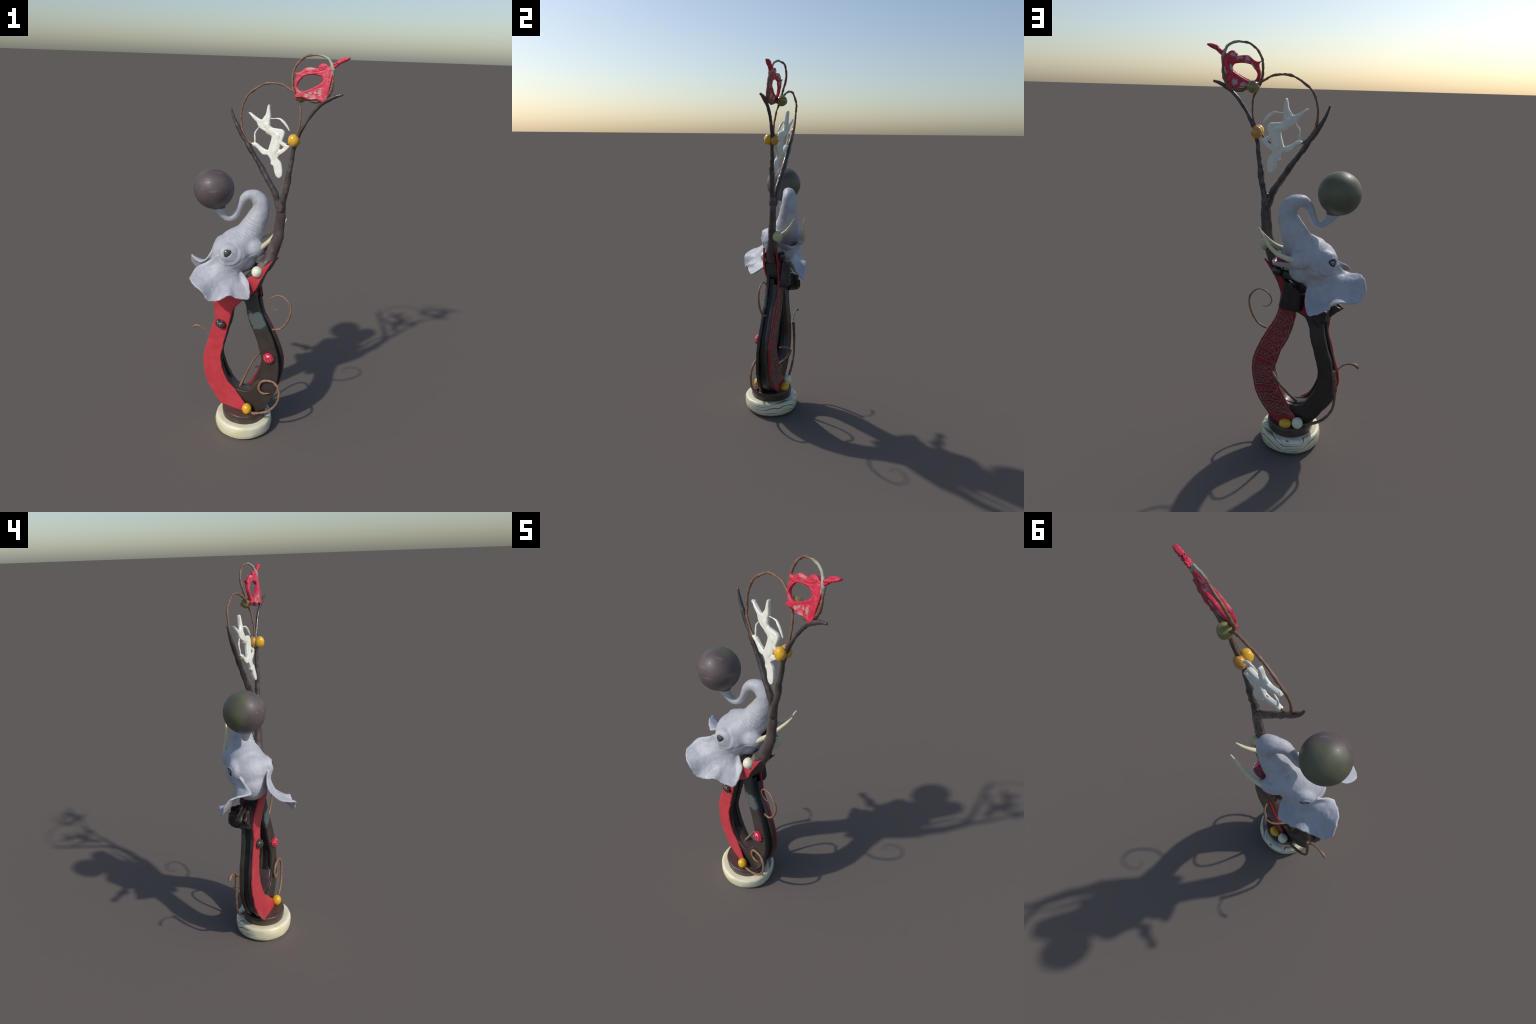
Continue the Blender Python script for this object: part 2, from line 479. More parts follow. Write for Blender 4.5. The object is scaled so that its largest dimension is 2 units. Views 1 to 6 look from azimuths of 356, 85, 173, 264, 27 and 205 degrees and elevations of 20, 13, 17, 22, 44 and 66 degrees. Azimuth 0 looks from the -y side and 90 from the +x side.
prof = even([(.126, 0), (.143, .005), (.153, .016), (.157, .034), (.1580, .054), (.1565, .071), (.153, .080), (.147, .0845), (.136, .086), (.090, .0855)], 46)
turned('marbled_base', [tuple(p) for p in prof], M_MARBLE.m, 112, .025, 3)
prof = [(.116, .075), (.118, .090), (.121, .120), (.1205, .129), (.117, .134), (.108, .135), (.06, .135)]
turned('chocolate_plinth', [tuple(p) for p in catmull(prof, 28)], M_PLINTH.m, 96, .02, 8)

# ------------------------------------------------------------------ horseshoe of layered panels
front_out = [(-.178, .745), (-.172, .68), (-.193, .582), (-.221, .48), (-.234, .387), (-.222, .295), (-.182, .212), (-.11, .148), (0, .124), (.105, .140), (.161, .215), (.190, .298), (.201, .405), (.193, .482), (.170, .553), (.133, .635), (.087, .728), (.061, .815), (.058, .873)]
front_in = [(-.055, .742), (-.075, .70), (-.090, .63), (-.117, .52), (-.133, .423), (-.120, .353), (-.090, .29), (-.05, .25), (0, .242), (.046, .257), (.080, .300), (.098, .345), (.107, .425), (.098, .475), (.075, .545), (.045, .632), (.014, .696), (.001, .76), (-.02, .80)]
back_out = [(-.157, .74), (-.166, .682), (-.183, .602), (-.212, .511), (-.225, .42), (-.221, .33), (-.180, .235), (-.11, .15), (0, .124), (.088, .148), (.139, .205), (.177, .277), (.200, .36), (.205, .423), (.195, .491), (.164, .569), (.124, .647), (.084, .715), (.064, .80)]
back_in = [(-.070, .735), (-.090, .69), (-.100, .63), (-.125, .54), (-.150, .45), (-.147, .39), (-.115, .315), (-.070, .25), (-.02, .236), (.020, .248), (.045, .30), (.062, .345), (.075, .385), (.083, .433), (.075, .48), (.050, .548), (.018, .611), (0, .655), (-.020, .74)]
Ribbon(front_out, front_in, -.017, .000, [0]*4 + [-.003, -.009, -.014, -.016, -.017, -.016, -.014, -.011, -.007, -.003] + [0]*5, n=170).build('front_panel', M_DARK.m, None, .004, 10, .0012, 1)
Ribbon(back_out, back_in, .027, .050, n=170).build('back_panel', M_DARK.m, None, .004, 10, .0012, 2)
mid = lambda a, b, u: [tuple(np.array(x) * (1 - u) + np.array(y) * u) for x, y in zip(a, b)]
avg_o, avg_i = mid(front_out, back_out, .5), mid(front_in, back_in, .5)
Ribbon(mid(avg_o, avg_i, .13), mid(avg_i, avg_o, .13), -.003, .030, n=150).build('core_panel', M_CORE.m, None, .002, 6, .0008, 3)

red_l = [(.092, .131), (.04, .116), (-.03, .114), (-.109, .128), (-.167, .190), (-.207, .246), (-.228, .299), (-.240, .387), (-.232, .454), (-.212, .515), (-.197, .582), (-.178, .641), (-.176, .702), (-.182, .742), (-.163, .79), (-.097, .845), (-.02, .895), (.035, .935), (.058, .956), (.098, .990), (.134, 1.026)]
red_r = [(.094, .137), (.060, .152), (.028, .180), (-.01, .215), (-.040, .244), (-.088, .288), (-.120, .353), (-.133, .423), (-.125, .48), (-.115, .53), (-.104, .573), (-.086, .654), (-.076, .70), (-.060, .73), (-.03, .765), (-.008, .79), (.023, .818), (.05, .85), (.08, .91), (.105, .962), (.136, 1.027)]
bend = [-.040, -.036, -.028, -.020, -.018, -.016, -.012, -.006, -.002, 0, 0, 0, 0, 0, 0, 0, 0, -.002, -.002, .007, .019]
Ribbon(red_l, red_r, -.028, -.017, bend, 190).build('red_panel', M_RED.m, None, .003, 12, .0016, 4)

bred_o = [(.03, .128), (.075, .138), (.120, .182), (.149, .222), (.179, .277), (.198, .356), (.204, .423), (.194, .491), (.163, .569), (.123, .647), (.084, .710), (.067, .77), (.056, .824), (.068, .888), (.100, .955), (.142, 1.022)]
bred_i = [(-.03, .148), (-.043, .182), (-.021, .207), (.008, .254), (.049, .328), (.068, .383), (.080, .433), (.070, .471), (.045, .548), (.013, .611), (-.008, .68), (-.02, .74), (-.024, .80), (.0, .87), (.060, .945), (.138, 1.022)]
bendb = [.016, .008, 0, 0, 0, 0, 0, 0, 0, 0, 0, 0, 0, 0, .006, .012]
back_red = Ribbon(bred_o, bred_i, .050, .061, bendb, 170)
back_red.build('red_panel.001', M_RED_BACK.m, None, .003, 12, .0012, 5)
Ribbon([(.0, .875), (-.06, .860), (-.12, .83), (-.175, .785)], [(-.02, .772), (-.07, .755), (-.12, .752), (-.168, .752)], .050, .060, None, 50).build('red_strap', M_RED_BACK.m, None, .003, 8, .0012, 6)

# solid bottom of the horseshoe, where no groove runs
hub = [(o, i) for o, i in zip(mid(front_out, back_out, .5), mid(back_in, front_in, .55))][5:13]
hu = [.45, .30, .08, .03, .03, .08, .30, .45]
Ribbon([tuple(np.array(o) * (1 - u) + np.array(i) * u) for (o, i), u in zip(hub, hu)], [tuple(np.array(i) * (1 - u * .7) + np.array(o) * u * .7) for (o, i), u in zip(hub, [.9, .25, 0, 0, 0, 0, .25, .9])], -.014, .040, [0, -.004, -.009, -.012, -.012, -.009, -.004, 0], n=80).build('hub_panel', M_PLINTH.m, None, .004, 8, .001, 9)

# yoke: the block that ties both legs to the stem, mostly behind the ears
Ribbon([(-.180, .735), (-.165, .790), (-.11, .835), (-.04, .880), (.005, .925), (.040, .968)],
       [(-.075, .765), (-.04, .785), (.0, .805), (.045, .835), (.066, .870), (.082, .925)], -.0155, .0495, None, 80).build('yoke', M_DARK.m, None, .006, 10, .002, 7)

Ribbon([(-.165, .800), (-.10, .815), (-.02, .835)], [(-.088, .722), (-.050, .748), (-.005, .766)], .028, .0495, None, 40).build('back_tie', M_DARK.m, None, .004, 8, .001, 12)

# lace of piped chocolate lines on the rear red panel
def lace_path(rows):
    paths = []
    for pts in rows:
        P = [back_red.at(t, u, .0012) for t, u in pts]
        paths.append(P)
    return paths


rows = []
T0, T1, NR = .135, .735, 14
step = (T1 - T0) / NR
for k in range(NR):
    t = T0 + step * k
    j = random.uniform(-.15, .15) * step
    slope = .25 * step
    # plain rung sloping across, running on into the net
    rows.append([(t + j, .10), (t + j - slope * .3, .35), (t + j - slope, .60), (t - step * .3, .76), (t - step * .9, .92)])
    if k != 7:
        tw = t + step * .5 + j * .5
        am = step * .27
        A = [(tw + am * math.sin(u * 9.42) - slope * u, .10 + .52 * u) for u in np.linspace(0, 1, 21)]
        B = [(tw - am * math.sin(u * 9.42) - slope * u, .10 + .52 * u) for u in np.linspace(0, 1, 21)]
        rows.append(A + [(tw + step * .55, .92)])
        rows.append(B + [(tw - step * .8, .92)])
    rows.append([(t, .10), (t + step * .25, .085), (t + step * .5, .10)])
rows.append([(T0 + (T1 - T0) * x, .10 + .012 * math.sin(40 * x)) for x in np.linspace(0, 1, 60)])
rows.append([(T0 - .03 + (T1 - T0) * x, .925 + .015 * math.sin(46 * x)) for x in np.linspace(0, 1, 70)])
rows.append([(T1 - .01, .2), (T1 + .03, .30), (T1 + .015, .62), (T1 - .01, .86), (T1 - .03, .90)])
rows.append([(T1 + .03, .30), (T1 + .055, .42), (T1 + .02, .80), (T1 - .01, .90)])
rows.append([(T0 - .012, .12), (T0 - .03, .35), (T0 - .02, .55), (T0, .62), (T0 - .05, .90)])
parts = []
for P in lace_path(rows):
    c = even(catmull(P, len(P) * 5), max(8, len(P) * 3))
    parts.append(tube_data(c, [.0019] * len(c), 5))
for k in range(NR):
    parts.append(ellipsoid_data(back_red.at(T0 + step * (k + .3), .945, .0008), (S_AX, D_AX, np.array([0, 0, 1.0])), (.0028, .0024, .0028), 1))
v, f = join_data(parts)
lace = mesh_object('piped_lace', v, f, M_LACE.m); lace["kind"] = "stuff"

# wedge clamped on the back of one leg, shelf of folded slabs on the back of the other
def slab(name, quad_front, quad_back, mat, bev=.006, rough=.005):
    n = len(quad_front)
    v = [W(*p) for p in quad_front] + [W(*p) for p in quad_back]
    f = [tuple(range(n)), tuple(range(n, 2 * n))] + [(k, (k + 1) % n, n + (k + 1) % n, n + k) for k in range(n)]
    ob = mesh_object(name, v, f, mat, None)
    b = ob.modifiers.new('b', 'BEVEL'); b.width = bev; b.segments = 3; b.limit_method = 'ANGLE'
    applied(ob)
    if rough:
        bm = bmesh.new(); bm.from_mesh(ob.data)
        bmesh.ops.triangulate(bm, faces=bm.faces)
        for _ in range(3):
            long = [e for e in bm.edges if e.calc_length() > .012]
            if long: bmesh.ops.subdivide_edges(bm, edges=long, cuts=1)
            bmesh.ops.triangulate(bm, faces=bm.faces)
        bm.normal_update()
        for v in bm.verts:
            p = v.co.copy()
            ridge = nz((p.x * 1.0, p.y * 1.0, p.z * .25), 55, 3)          # upright folds
            v.co += v.normal * rough * (ridge + .6 * nz(p, 30, 5))
        bm.to_mesh(ob.data); bm.free()
    ob.data.shade_smooth(); ob.data.set_sharp_from_angle(angle=math.radians(40))
    return ob


slab('wedge_block', [(.056, .050, .782), (.064, .070, .786), (.050, .094, .787), (.015, .106, .785), (-.025, .104, .780), (-.050, .090, .777), (-.055, .050, .772)],
     [(.026, .050, .938), (.036, .074, .934), (.026, .096, .930), (.002, .104, .924), (-.030, .102, .905), (-.055, .092, .875), (-.068, .050, .862)], M_BLACK.m, .005, .004)
slab('wedge_flap', [(.045, .050, .94), (.060, .050, .985), (.00, .040, .975), (-.03, .045, .93)],
     [(.045, .075, .935), (.055, .072, .975), (.00, .066, .965), (-.03, .072, .925)], M_BLACK.m, .006)
slab('wedge_block.001', [(-.100, .045, .785), (-.112, .045, .738), (-.148, .045, .705), (-.190, .045, .760), (-.200, .045, .815), (-.100, .045, .840)],
     [(-.116, .126, .785), (-.124, .125, .756), (-.155, .113, .714), (-.180, .100, .758), (-.190, .100, .800), (-.120, .112, .820)], M_BLACK.m, .006)
slab('wedge_rib', [(-.116, .06, .785), (-.150, .06, .722), (-.163, .06, .738), (-.130, .06, .800)],
     [(-.122, .134, .780), (-.156, .120, .728), (-.168, .115, .742), (-.136, .128, .790)], M_BLACK.m, .004)
# ends of the layered panels, flaring outwards under the ear
for k, (d0, d1, tip) in enumerate(((-.006, .010, -.238), (.014, .030, -.252), (.033, .048, -.242))):
    q = [(-.160, .725), (-.188, .757), (-.216, .780), (tip, .804), (tip + .03, .828), (-.15, .850), (-.10, .76)]
    slab('layer_end' if not k else 'layer_end.%03d' % k, [(x, d0, z) for x, z in q], [(x, d1, z) for x, z in q], M_SHELF.m, .004)

# ------------------------------------------------------------------ stem and twigs
stem = [(.060, .946, .018, .030, .036), (.083, .980, .022, .036, .034), (.106, 1.022, .033, .034, .028), (.122, 1.075, .041, .031, .023), (.136, 1.125, .044, .029, .0205), (.141, 1.175, .047, .028, .0185), (.145, 1.238, .049, .0255, .0175), (.147, 1.295, .050, .022, .0165), (.150, 1.335, .050, .016, .013)]
c = catmull(stem, 70)
v, f = tube_data([W(s, d, z) for s, z, d, w, t in c], [x[3] for x in c], 20, [x[4] / x[3] for x in c], D_AX, .14, 22, 2)
mesh_object('stem', v, f, M_STEM.m)


def plane_path(pts, d0, k, z0):
    return [tuple(W(s, d0 + k * (z - z0), z)) + (r,) for s, z, r in pts]


def deep_path(pts):
    """rows s, d, z, radius"""
    return [tuple(W(q[0], q[1], q[2])) + (q[3],) for q in pts]


tube('branch', deep_path([(.146, .048, 1.27, .017), (.156, .048, 1.335, .0155), (.169, .051, 1.400, .0138), (.179, .054, 1.480, .0125), (.188, .058, 1.560, .0118), (.203, .065, 1.632, .0110), (.226, .068, 1.680, .0098), (.266, .072, 1.740, .0085), (.299, .073, 1.779, .0090), (.344, .073, 1.812, .0088), (.372, .073, 1.824, .0078), (.400, .073, 1.832, .0055)]), M_TWIG.m, None, 110, .36, 20, 3, 11)
tube('branch.001', deep_path([(.142, .050, 1.255, .014), (.130, .057, 1.29, .0155), (.103, .063, 1.360, .0150), (.058, .066, 1.424, .0140), (.014, .070, 1.488, .0130), (-.029, .072, 1.546, .0125), (-.066, .073, 1.598, .0120), (-.102, .074, 1.650, .0100), (-.128, .075, 1.696, .0078), (-.146, .077, 1.743, .0045)]), M_TWIG.m, None, 100, .36, 20, 5, 11)

r0 = .0050
tube('ring', deep_path([(.190, .066, 1.632, .0055), (.203, .070, 1.66, r0), (.208, .074, 1.69, r0), (.209, .078, 1.714, .0042), (.203, .085, 1.759, .0047), (.184, .094, 1.797, .0065), (.160, .100, 1.832, .0068), (.148, .102, 1.838, r0), (.094, .110, 1.861, r0), (.022, .111, 1.861, .0055), (-.034, .107, 1.833, r0), (-.072, .103, 1.802, .0055), (-.091, .095, 1.757, r0), (-.096, .087, 1.697, r0), (-.085, .078, 1.645, .0062), (-.057, .072, 1.602, .0062), (-.022, .068, 1.578, .005), (.024, .066, 1.564, .004), (.070, .064, 1.556, .004), (.120, .064, 1.571, .0045), (.165, .065, 1.602, .005), (.190, .066, 1.632, .005)]), M_RING.m, None, 200, .55, 55, 6, 9)
tube('ring.001', deep_path([(.186, .094, 1.80, .005), (.172, .096, 1.815, .006), (.156, .099, 1.852, .006), (.149, .112, 1.901, .0057), (.156, .119, 1.938, .0052), (.181, .123, 1.971, .0052), (.210, .123, 1.988, .005), (.252, .116, 1.994, .005), (.292, .113, 1.990, .0055), (.319, .106, 1.973, .0065), (.334, .102, 1.952, .009), (.341, .099, 1.930, .008), (.344, .096, 1.905, .006), (.343, .090, 1.862, .007), (.330, .084, 1.823, .0085), (.304, .081, 1.801, .0075), (.269, .083, 1.795, .0080), (.225, .088, 1.802, .0065), (.186, .094, 1.80, .005)]), M_RING.m, None, 180, .55, 55, 8, 9)

# ------------------------------------------------------------------ ornaments
mask_outline = [(.408, 1.987), (.410, 1.981), (.391, 1.969), (.370, 1.960), (.357, 1.948), (.346, 1.939), (.343, 1.927), (.343, 1.912), (.340, 1.890), (.336, 1.867), (.334, 1.844), (.331, 1.817), (.324, 1.798), (.312, 1.791), (.299, 1.796), (.279, 1.804), (.256, 1.801), (.235, 1.802), (.206, 1.810), (.179, 1.806), (.176, 1.814), (.184, 1.823), (.173, 1.843), (.168, 1.870), (.171, 1.888), (.173, 1.905), (.161, 1.918), (.183, 1.915), (.216, 1.938), (.243, 1.940), (.271, 1.938), (.272, 1.945), (.281, 1.955), (.293, 1.959), (.305, 1.957), (.319, 1.948), (.329, 1.948), (.336, 1.956), (.356, 1.968), (.360, 1.977), (.386, 1.986)]
mask_hole = [(.182, 1.861), (.186, 1.875), (.199, 1.891), (.208, 1.902), (.226, 1.907), (.251, 1.909), (.277, 1.907), (.290, 1.903), (.299, 1.892), (.296, 1.876), (.282, 1.866), (.266, 1.856), (.247, 1.845), (.223, 1.835), (.212, 1.835), (.192, 1.842)]
MP = (.074, .18, 1.793)
cutout('red_mask', [(mask_outline, 3), (mask_hole[::-1], 4)], MP, .0045, .0035, M_MASK.m, None, relief=.0011)
# raised straps on the face of the mask
for k, pts in enumerate(([(.178, 1.811, .006), (.215, 1.828, .0065), (.262, 1.848, .008), (.300, 1.868, .011), (.318, 1.895, .012)], [(.312, 1.798, .009), (.318, 1.830, .010), (.320, 1.870, .012), (.318, 1.910, .013), (.322, 1.938, .010)], [(.178, 1.870, .004), (.186, 1.893, .004), (.206, 1.916, .005), (.240, 1.925, .006), (.280, 1.925, .006)], [(.275, 1.812, .004), (.295, 1.806, .004), (.312, 1.798, .006)])):
    tube('mask_strap', plane_path(pts, MP[0] - .0068, MP[1], MP[2]), M_MASK.m, None, 40, .2, 50, k, 12, .22)
# ropy strands wound along the arms of the mask, front and back
for k, (pts, side) in enumerate((([(.176, 1.850, .0030), (.176, 1.880, .0035), (.192, 1.905, .0035), (.222, 1.925, .0035), (.265, 1.928, .0040), (.300, 1.935, .0045)], -1),
                                 ([(.182, 1.842, .0030), (.180, 1.870, .0032), (.200, 1.898, .0032), (.235, 1.914, .0034), (.280, 1.915, .0040), (.312, 1.900, .0045)], -1),
                                 ([(.340, 1.954, .0050), (.350, 1.960, .0055), (.370, 1.966, .0055), (.404, 1.983, .0040)], -1),
                                 ([(.178, 1.812, .0035), (.215, 1.824, .0040), (.262, 1.842, .0055), (.305, 1.866, .0060), (.322, 1.900, .0060)], 1),
                                 ([(.176, 1.860, .0030), (.182, 1.888, .0035), (.205, 1.912, .0040), (.250, 1.922, .0045), (.300, 1.930, .0060)], 1),
                                 ([(.306, 1.800, .0060), (.318, 1.840, .0070), (.322, 1.890, .0080), (.318, 1.935, .0080)], 1),
                                 ([(.340, 1.954, .0050), (.350, 1.960, .0055), (.370, 1.966, .0055), (.404, 1.983, .0040)], 1))):
    c = even(catmull(plane_path(pts, MP[0] + side * .0062, MP[1], MP[2]), 120), 60)
    wob = np.array([D_AX * .0014 * math.sin(i * .55 + k) + S_AX * .0018 * math.sin(i * .41 + 2 * k) for i in range(60)])
    v, f = tube_data(c[:, :3] + wob, c[:, 3], 9, .75, None, .3, 60, k)
    mesh_object('mask_strand', v, f, M_MASK.m)
vv, ff = ellipsoid_data(W(.292, .067 + .18 * (1.942 - 1.793), 1.942), (S_AX, D_AX, np.array([0, 0, 1.0])), (.020, .0045, .015), 3)
mesh_object('mask_knob', vv, ff, M_MASK.m)

white_outline = [(.049, 1.766), (.054, 1.743), (.060, 1.706), (.055, 1.669), (.094, 1.662), (.124, 1.659), (.137, 1.641), (.129, 1.608), (.134, 1.602), (.159, 1.590), (.168, 1.581), (.143, 1.555), (.117, 1.535), (.116, 1.521), (.134, 1.502), (.144, 1.449), (.130, 1.432), (.113, 1.439), (.101, 1.462), (.094, 1.486), (.080, 1.494), (.078, 1.512), (.060, 1.534), (.034, 1.535), (-.002, 1.566), (-.014, 1.571), (-.030, 1.584), (-.004, 1.588), (.024, 1.571), (.057, 1.559), (.065, 1.579), (.072, 1.610), (.070, 1.627), (.050, 1.638), (.026, 1.648), (.001, 1.663), (-.010, 1.683), (-.021, 1.691), (-.055, 1.724), (-.043, 1.724), (-.008, 1.705), (.013, 1.697), (.027, 1.707), (.035, 1.730), (.040, 1.762)]
white_hole = [(.112, 1.593), (.111, 1.580), (.123, 1.567), (.134, 1.579)]
WP = (.050, .13, 1.436)
cutout('white_figure', [(white_outline, 3), (white_hole[::-1], 4)], WP, .004, .0055, M_SUGAR.m, None, 40, .0008)
# rounded limbs and trunk standing proud of the flat figure
tube('figure_strip', plane_path([(.003, 1.661, .003), (-.015, 1.632, .0042), (-.013, 1.602, .004), (-.009, 1.573, .005)], *WP), M_SUGAR.m, None, 30, .35, 70, 2, 8)
tube('figure_strip.001', plane_path([(.058, 1.704, .003), (.080, 1.706, .002), (.103, 1.706, .0045), (.123, 1.695, .006), (.144, 1.674, .0055), (.157, 1.656, .003)], *WP), M_SUGAR.m, None, 36, .3, 70, 3, 8)

for pts in ([(-.048, 1.722, .005), (-.020, 1.700, .008), (.010, 1.682, .011), (.035, 1.665, .012)], [(.047, 1.760, .005), (.047, 1.730, .0085), (.048, 1.695, .011), (.045, 1.670, .013)],
            [(-.022, 1.578, .006), (.005, 1.568, .008), (.040, 1.548, .010), (.085, 1.548, .013)], [(.162, 1.583, .007), (.145, 1.572, .009), (.118, 1.552, .011), (.095, 1.545, .012)]):
    tube('figure_limb', plane_path(pts, *WP), M_SUGAR.m, None, 30, .25, 45, 7, 12, .85)
for k, (pts) in enumerate(([(.045, 1.755, .006), (.045, 1.72, .010), (.030, 1.685, .018), (.052, 1.655, .019), (.095, 1.635, .021), (.103, 1.60, .019), (.095, 1.56, .024), (.098, 1.52, .015), (.112, 1.49, .016), (.126, 1.445, .012)],)):
    tube('figure_body', plane_path(pts, *WP), M_SUGAR.m, None, 60, .28, 34, 4, 16, .60)

# ------------------------------------------------------------------ beads
def bead(name, centre, radii, mat, tilt=0.0, seed=0.0, flutes=0):
    bm = bmesh.new(); bmesh.ops.create_icosphere(bm, subdivisions=4, radius=1)
    for v in bm.verts:
        k = 1 + .05 * nz(v.co, 1.3, seed) + .02 * nz(v.co, 4, seed)
        if flutes:
            k *= .95 + .10 * abs(math.sin(flutes / 2 * math.atan2(v.co.z, v.co.x) + 1.2 * v.co.y)) * math.hypot(v.co.x, v.co.z)
        v.co = Vector((v.co.x * radii[0] * k, v.co.y * radii[1] * k, v.co.z * radii[2] * k))
    me = bpy.data.meshes.new(name); bm.to_mesh(me); bm.free(); me.shade_smooth(); me.materials.append(mat)
    ob = bpy.data.objects.new(name, me); COL.objects.link(ob)
    ob.location = tuple(map(float, centre)); ob.rotation_euler = (0, tilt, math.radians(-25.5))
    return ob


bead('bead', (.131, -.084, 1.618), (.026, .024, .029), B_YELLOW, 0, 1)
bead('bead', (.143, -.053, 1.615), (.027, .021, .029), B_ORANGE, 0, 2)
bead('bead', (.162, -.021, 1.810), (.028, .027, .027), B_OLIVE, 0, 3)
bead('bead', (-.048, -.118, .161), (.027, .027, .031), B_YELLOW, 0, 4)
bead('bead', (-.019, .040, .144), (.034, .027, .027), B_YELLOW, .3, 5)
bead('bead', (-.079, .062, .158), (.029, .028, .031), B_CREAM, 0, 6)
bead('bead', (-.017, -.086, .959), (.028, .027, .029), B_CREAM, 0, 7)
bead('bead', (.098, -.030, 1.098), (.020, .030, .030), B_GREEN, 0, 8)
bead('bead', (.059, -.125, .484), (.031, .024, .029), B_BERRY, .4, 9, 11)
bead('bead', W(.071, .078, .972), (.026, .024, .027), B_BLACK, 0, 10)
# coffee bean: two lobes
vv, ff = ellipsoid_data((0, 0, 0), np.eye(3), (.031, .022, .025), 4)
vv = [np.array((p[0], p[1], p[2] - .008 * math.exp(-((p[0] + .004) / .008) ** 2) * (1 if p[2] > 0 else 0) - .1 * p[0])) for p in vv]
bean = mesh_object('coffee_bean', vv, ff, B_BEAN); bean.location = tuple(map(float, W(-.134, -.036, .628))); bean.rotation_euler = (0, .25, math.radians(-25.5))

# ------------------------------------------------------------------ tendrils
def flat_tendril(name, pts, d, mat, radii, n=80, seed=0.0):
    q = catmull([(s, z) for s, z in pts], 12 * len(pts)); m = len(q)
    dd = d if callable(d) else (lambda t: d)
    rr = catmull([(r,) for r in radii], m)[:, 0]
    rows = [tuple(W(p[0], dd(k / (m - 1)), p[1])) + (rr[k],) for k, p in enumerate(q)]
    c = even(rows, n)
    v, f = tube_data(c[:, :3], c[:, 3], 9, 1, None, .3, 70, seed)
    return mesh_object(name, v, f, mat)


flat_tendril('tendril', [(.142, .634), (.153, .636), (.188, .650), (.221, .693), (.239, .741), (.240, .785), (.224, .814), (.199, .835), (.168, .836), (.137, .820), (.119, .788), (.131, .761), (.151, .751), (.168, .755)], lambda t: .016 - .010 * math.sin(math.pi * t), M_TENDRIL.m, [.0050, .0055, .006, .0055, .0045, .004, .0030, .0025, .0022], 110, 1)
flat_tendril('tendril.001', [(.055, .131), (.069, .135), (.111, .146), (.162, .172), (.204, .222), (.220, .276), (.214, .322), (.187, .350), (.154, .354), (.118, .339), (.101, .305), (.108, .276), (.130, .266), (.150, .273), (.165, .278)], lambda t: -.066 + .026 * min(1, t * 2), M_TENDRIL.m, [.008, .0065, .006, .006, .0065, .007, .007, .0065, .005, .003], 120, 2)
flat_tendril('tendril.002', [(-.085, .148), (-.095, .150), (-.149, .174), (-.194, .207), (-.231, .263), (-.241, .317), (-.240, .396), (-.231, .465), (-.229, .482)], lambda t: .074 - .014 * t, M_TENDRIL_D.m, [.006, .0065, .008, .007, .0065, .008, .0095, .007], 100, 3)
flat_tendril('tendril.003', [(-.222, .468), (-.247, .490), (-.272, .519), (-.300, .531), (-.325, .534), (-.338, .528), (-.348, .518)], lambda t: .052, M_TENDRIL.m, [.004, .0035, .0035, .004, .0065, .008, .006], 50, 4)
tube('tendril.004', [(-.088, -.022, .228, .009), (-.075, -.004, .255, .008), (-.062, .012, .274, .007), (-.033, .045, .318, .006), (-.008, .064, .358, .0055), (.021, .066, .395, .0055), (.040, .040, .420, .006), (.047, .010, .425, .0065), (.046, -.006, .424, .004)], M_TENDRIL_D.m, None, 70, .3, 70, 6, 9)

# ------------------------------------------------------------------ elephant head: one smooth surface, then split
EL = []
E_AX = (A_AX, L_AX, H_AX)
def egg(c, r, sub=5): EL.append(ellipsoid_data(H(*c), E_AX, r, sub))


egg((.046, .006, 1.027), (.106, .117, .100))
egg((.025, .006, .962), (.094, .090, .090))
egg((.105, .006, .985), (.070, .074, .064))
for sg in (-1, 1):
    egg((.146, .013 + sg * .070, 1.062), (.056, .034, .048), 4)
    egg((.022, .003 + sg * .083, 1.046), (.060, .032, .054), 4)

# trunk and face: sections (a, z, radius in the profile plane, lateral radius, lateral offset)
TR = [(.045, 1.055, .085, .098, .008), (.089, 1.078, .084, .094, .009), (.130, 1.115, .075, .076, .008), (.154, 1.159, .0660, .060, .005), (.1785, 1.217, .0535, .049, -.003), (.189, 1.250, .046, .043, -.006), (.187, 1.285, .041, .040, -.005), (.168, 1.310, .037, .036, -.001), (.145, 1.319, .032, .032, .003), (.118, 1.318, .027, .027, .002), (.092, 1.290, .0215, .022, .006), (.077, 1.256, .019, .019, .008), (.062, 1.223, .0180, .018, .010), (.043, 1.206, .0170, .017, .012), (.022, 1.205, .0170, .017, .014), (.001, 1.221, .0190, .019, .016), (-.012, 1.239, .0245, .024, .018), (-.024, 1.261, .033, .033, .019)]
tc = even(np.array([np.r_[H(a, o, z), rp, rl, k] for k, (a, z, rp, rl, o) in enumerate(catmull(TR, 400))]), 260)


tk = np.clip((np.arange(len(tc)) / len(tc) - .06) / .18, 0, 1); tk = .90 + .10 * tk * tk * (3 - 2 * tk)   # dives into the skull at its root
tv, tf = tube_data(tc[:, :3], tc[:, 3] * tk, 40, list(tc[:, 4] / tc[:, 3]), L_AX)
# first the skull alone, melted into one soft form together with the root of the trunk
half = tc[:110]
EL.append(tube_data(half[:, :3], half[:, 3] * .995, 40, list(half[:, 4] / half[:, 3]), L_AX))
skull = mesh_object('skull', *join_data(EL), M_SKIN.m)
md = skull.modifiers.new('r', 'REMESH'); md.mode = 'VOXEL'; md.voxel_size = .004
md = skull.modifiers.new('s', 'SMOOTH'); md.factor = .5; md.iterations = 50
applied(skull)
EL = [([np.array(v.co) for v in skull.data.vertices], [tuple(p.vertices) for p in skull.data.polygons]), (tv, tf)]
bpy.data.objects.remove(skull)


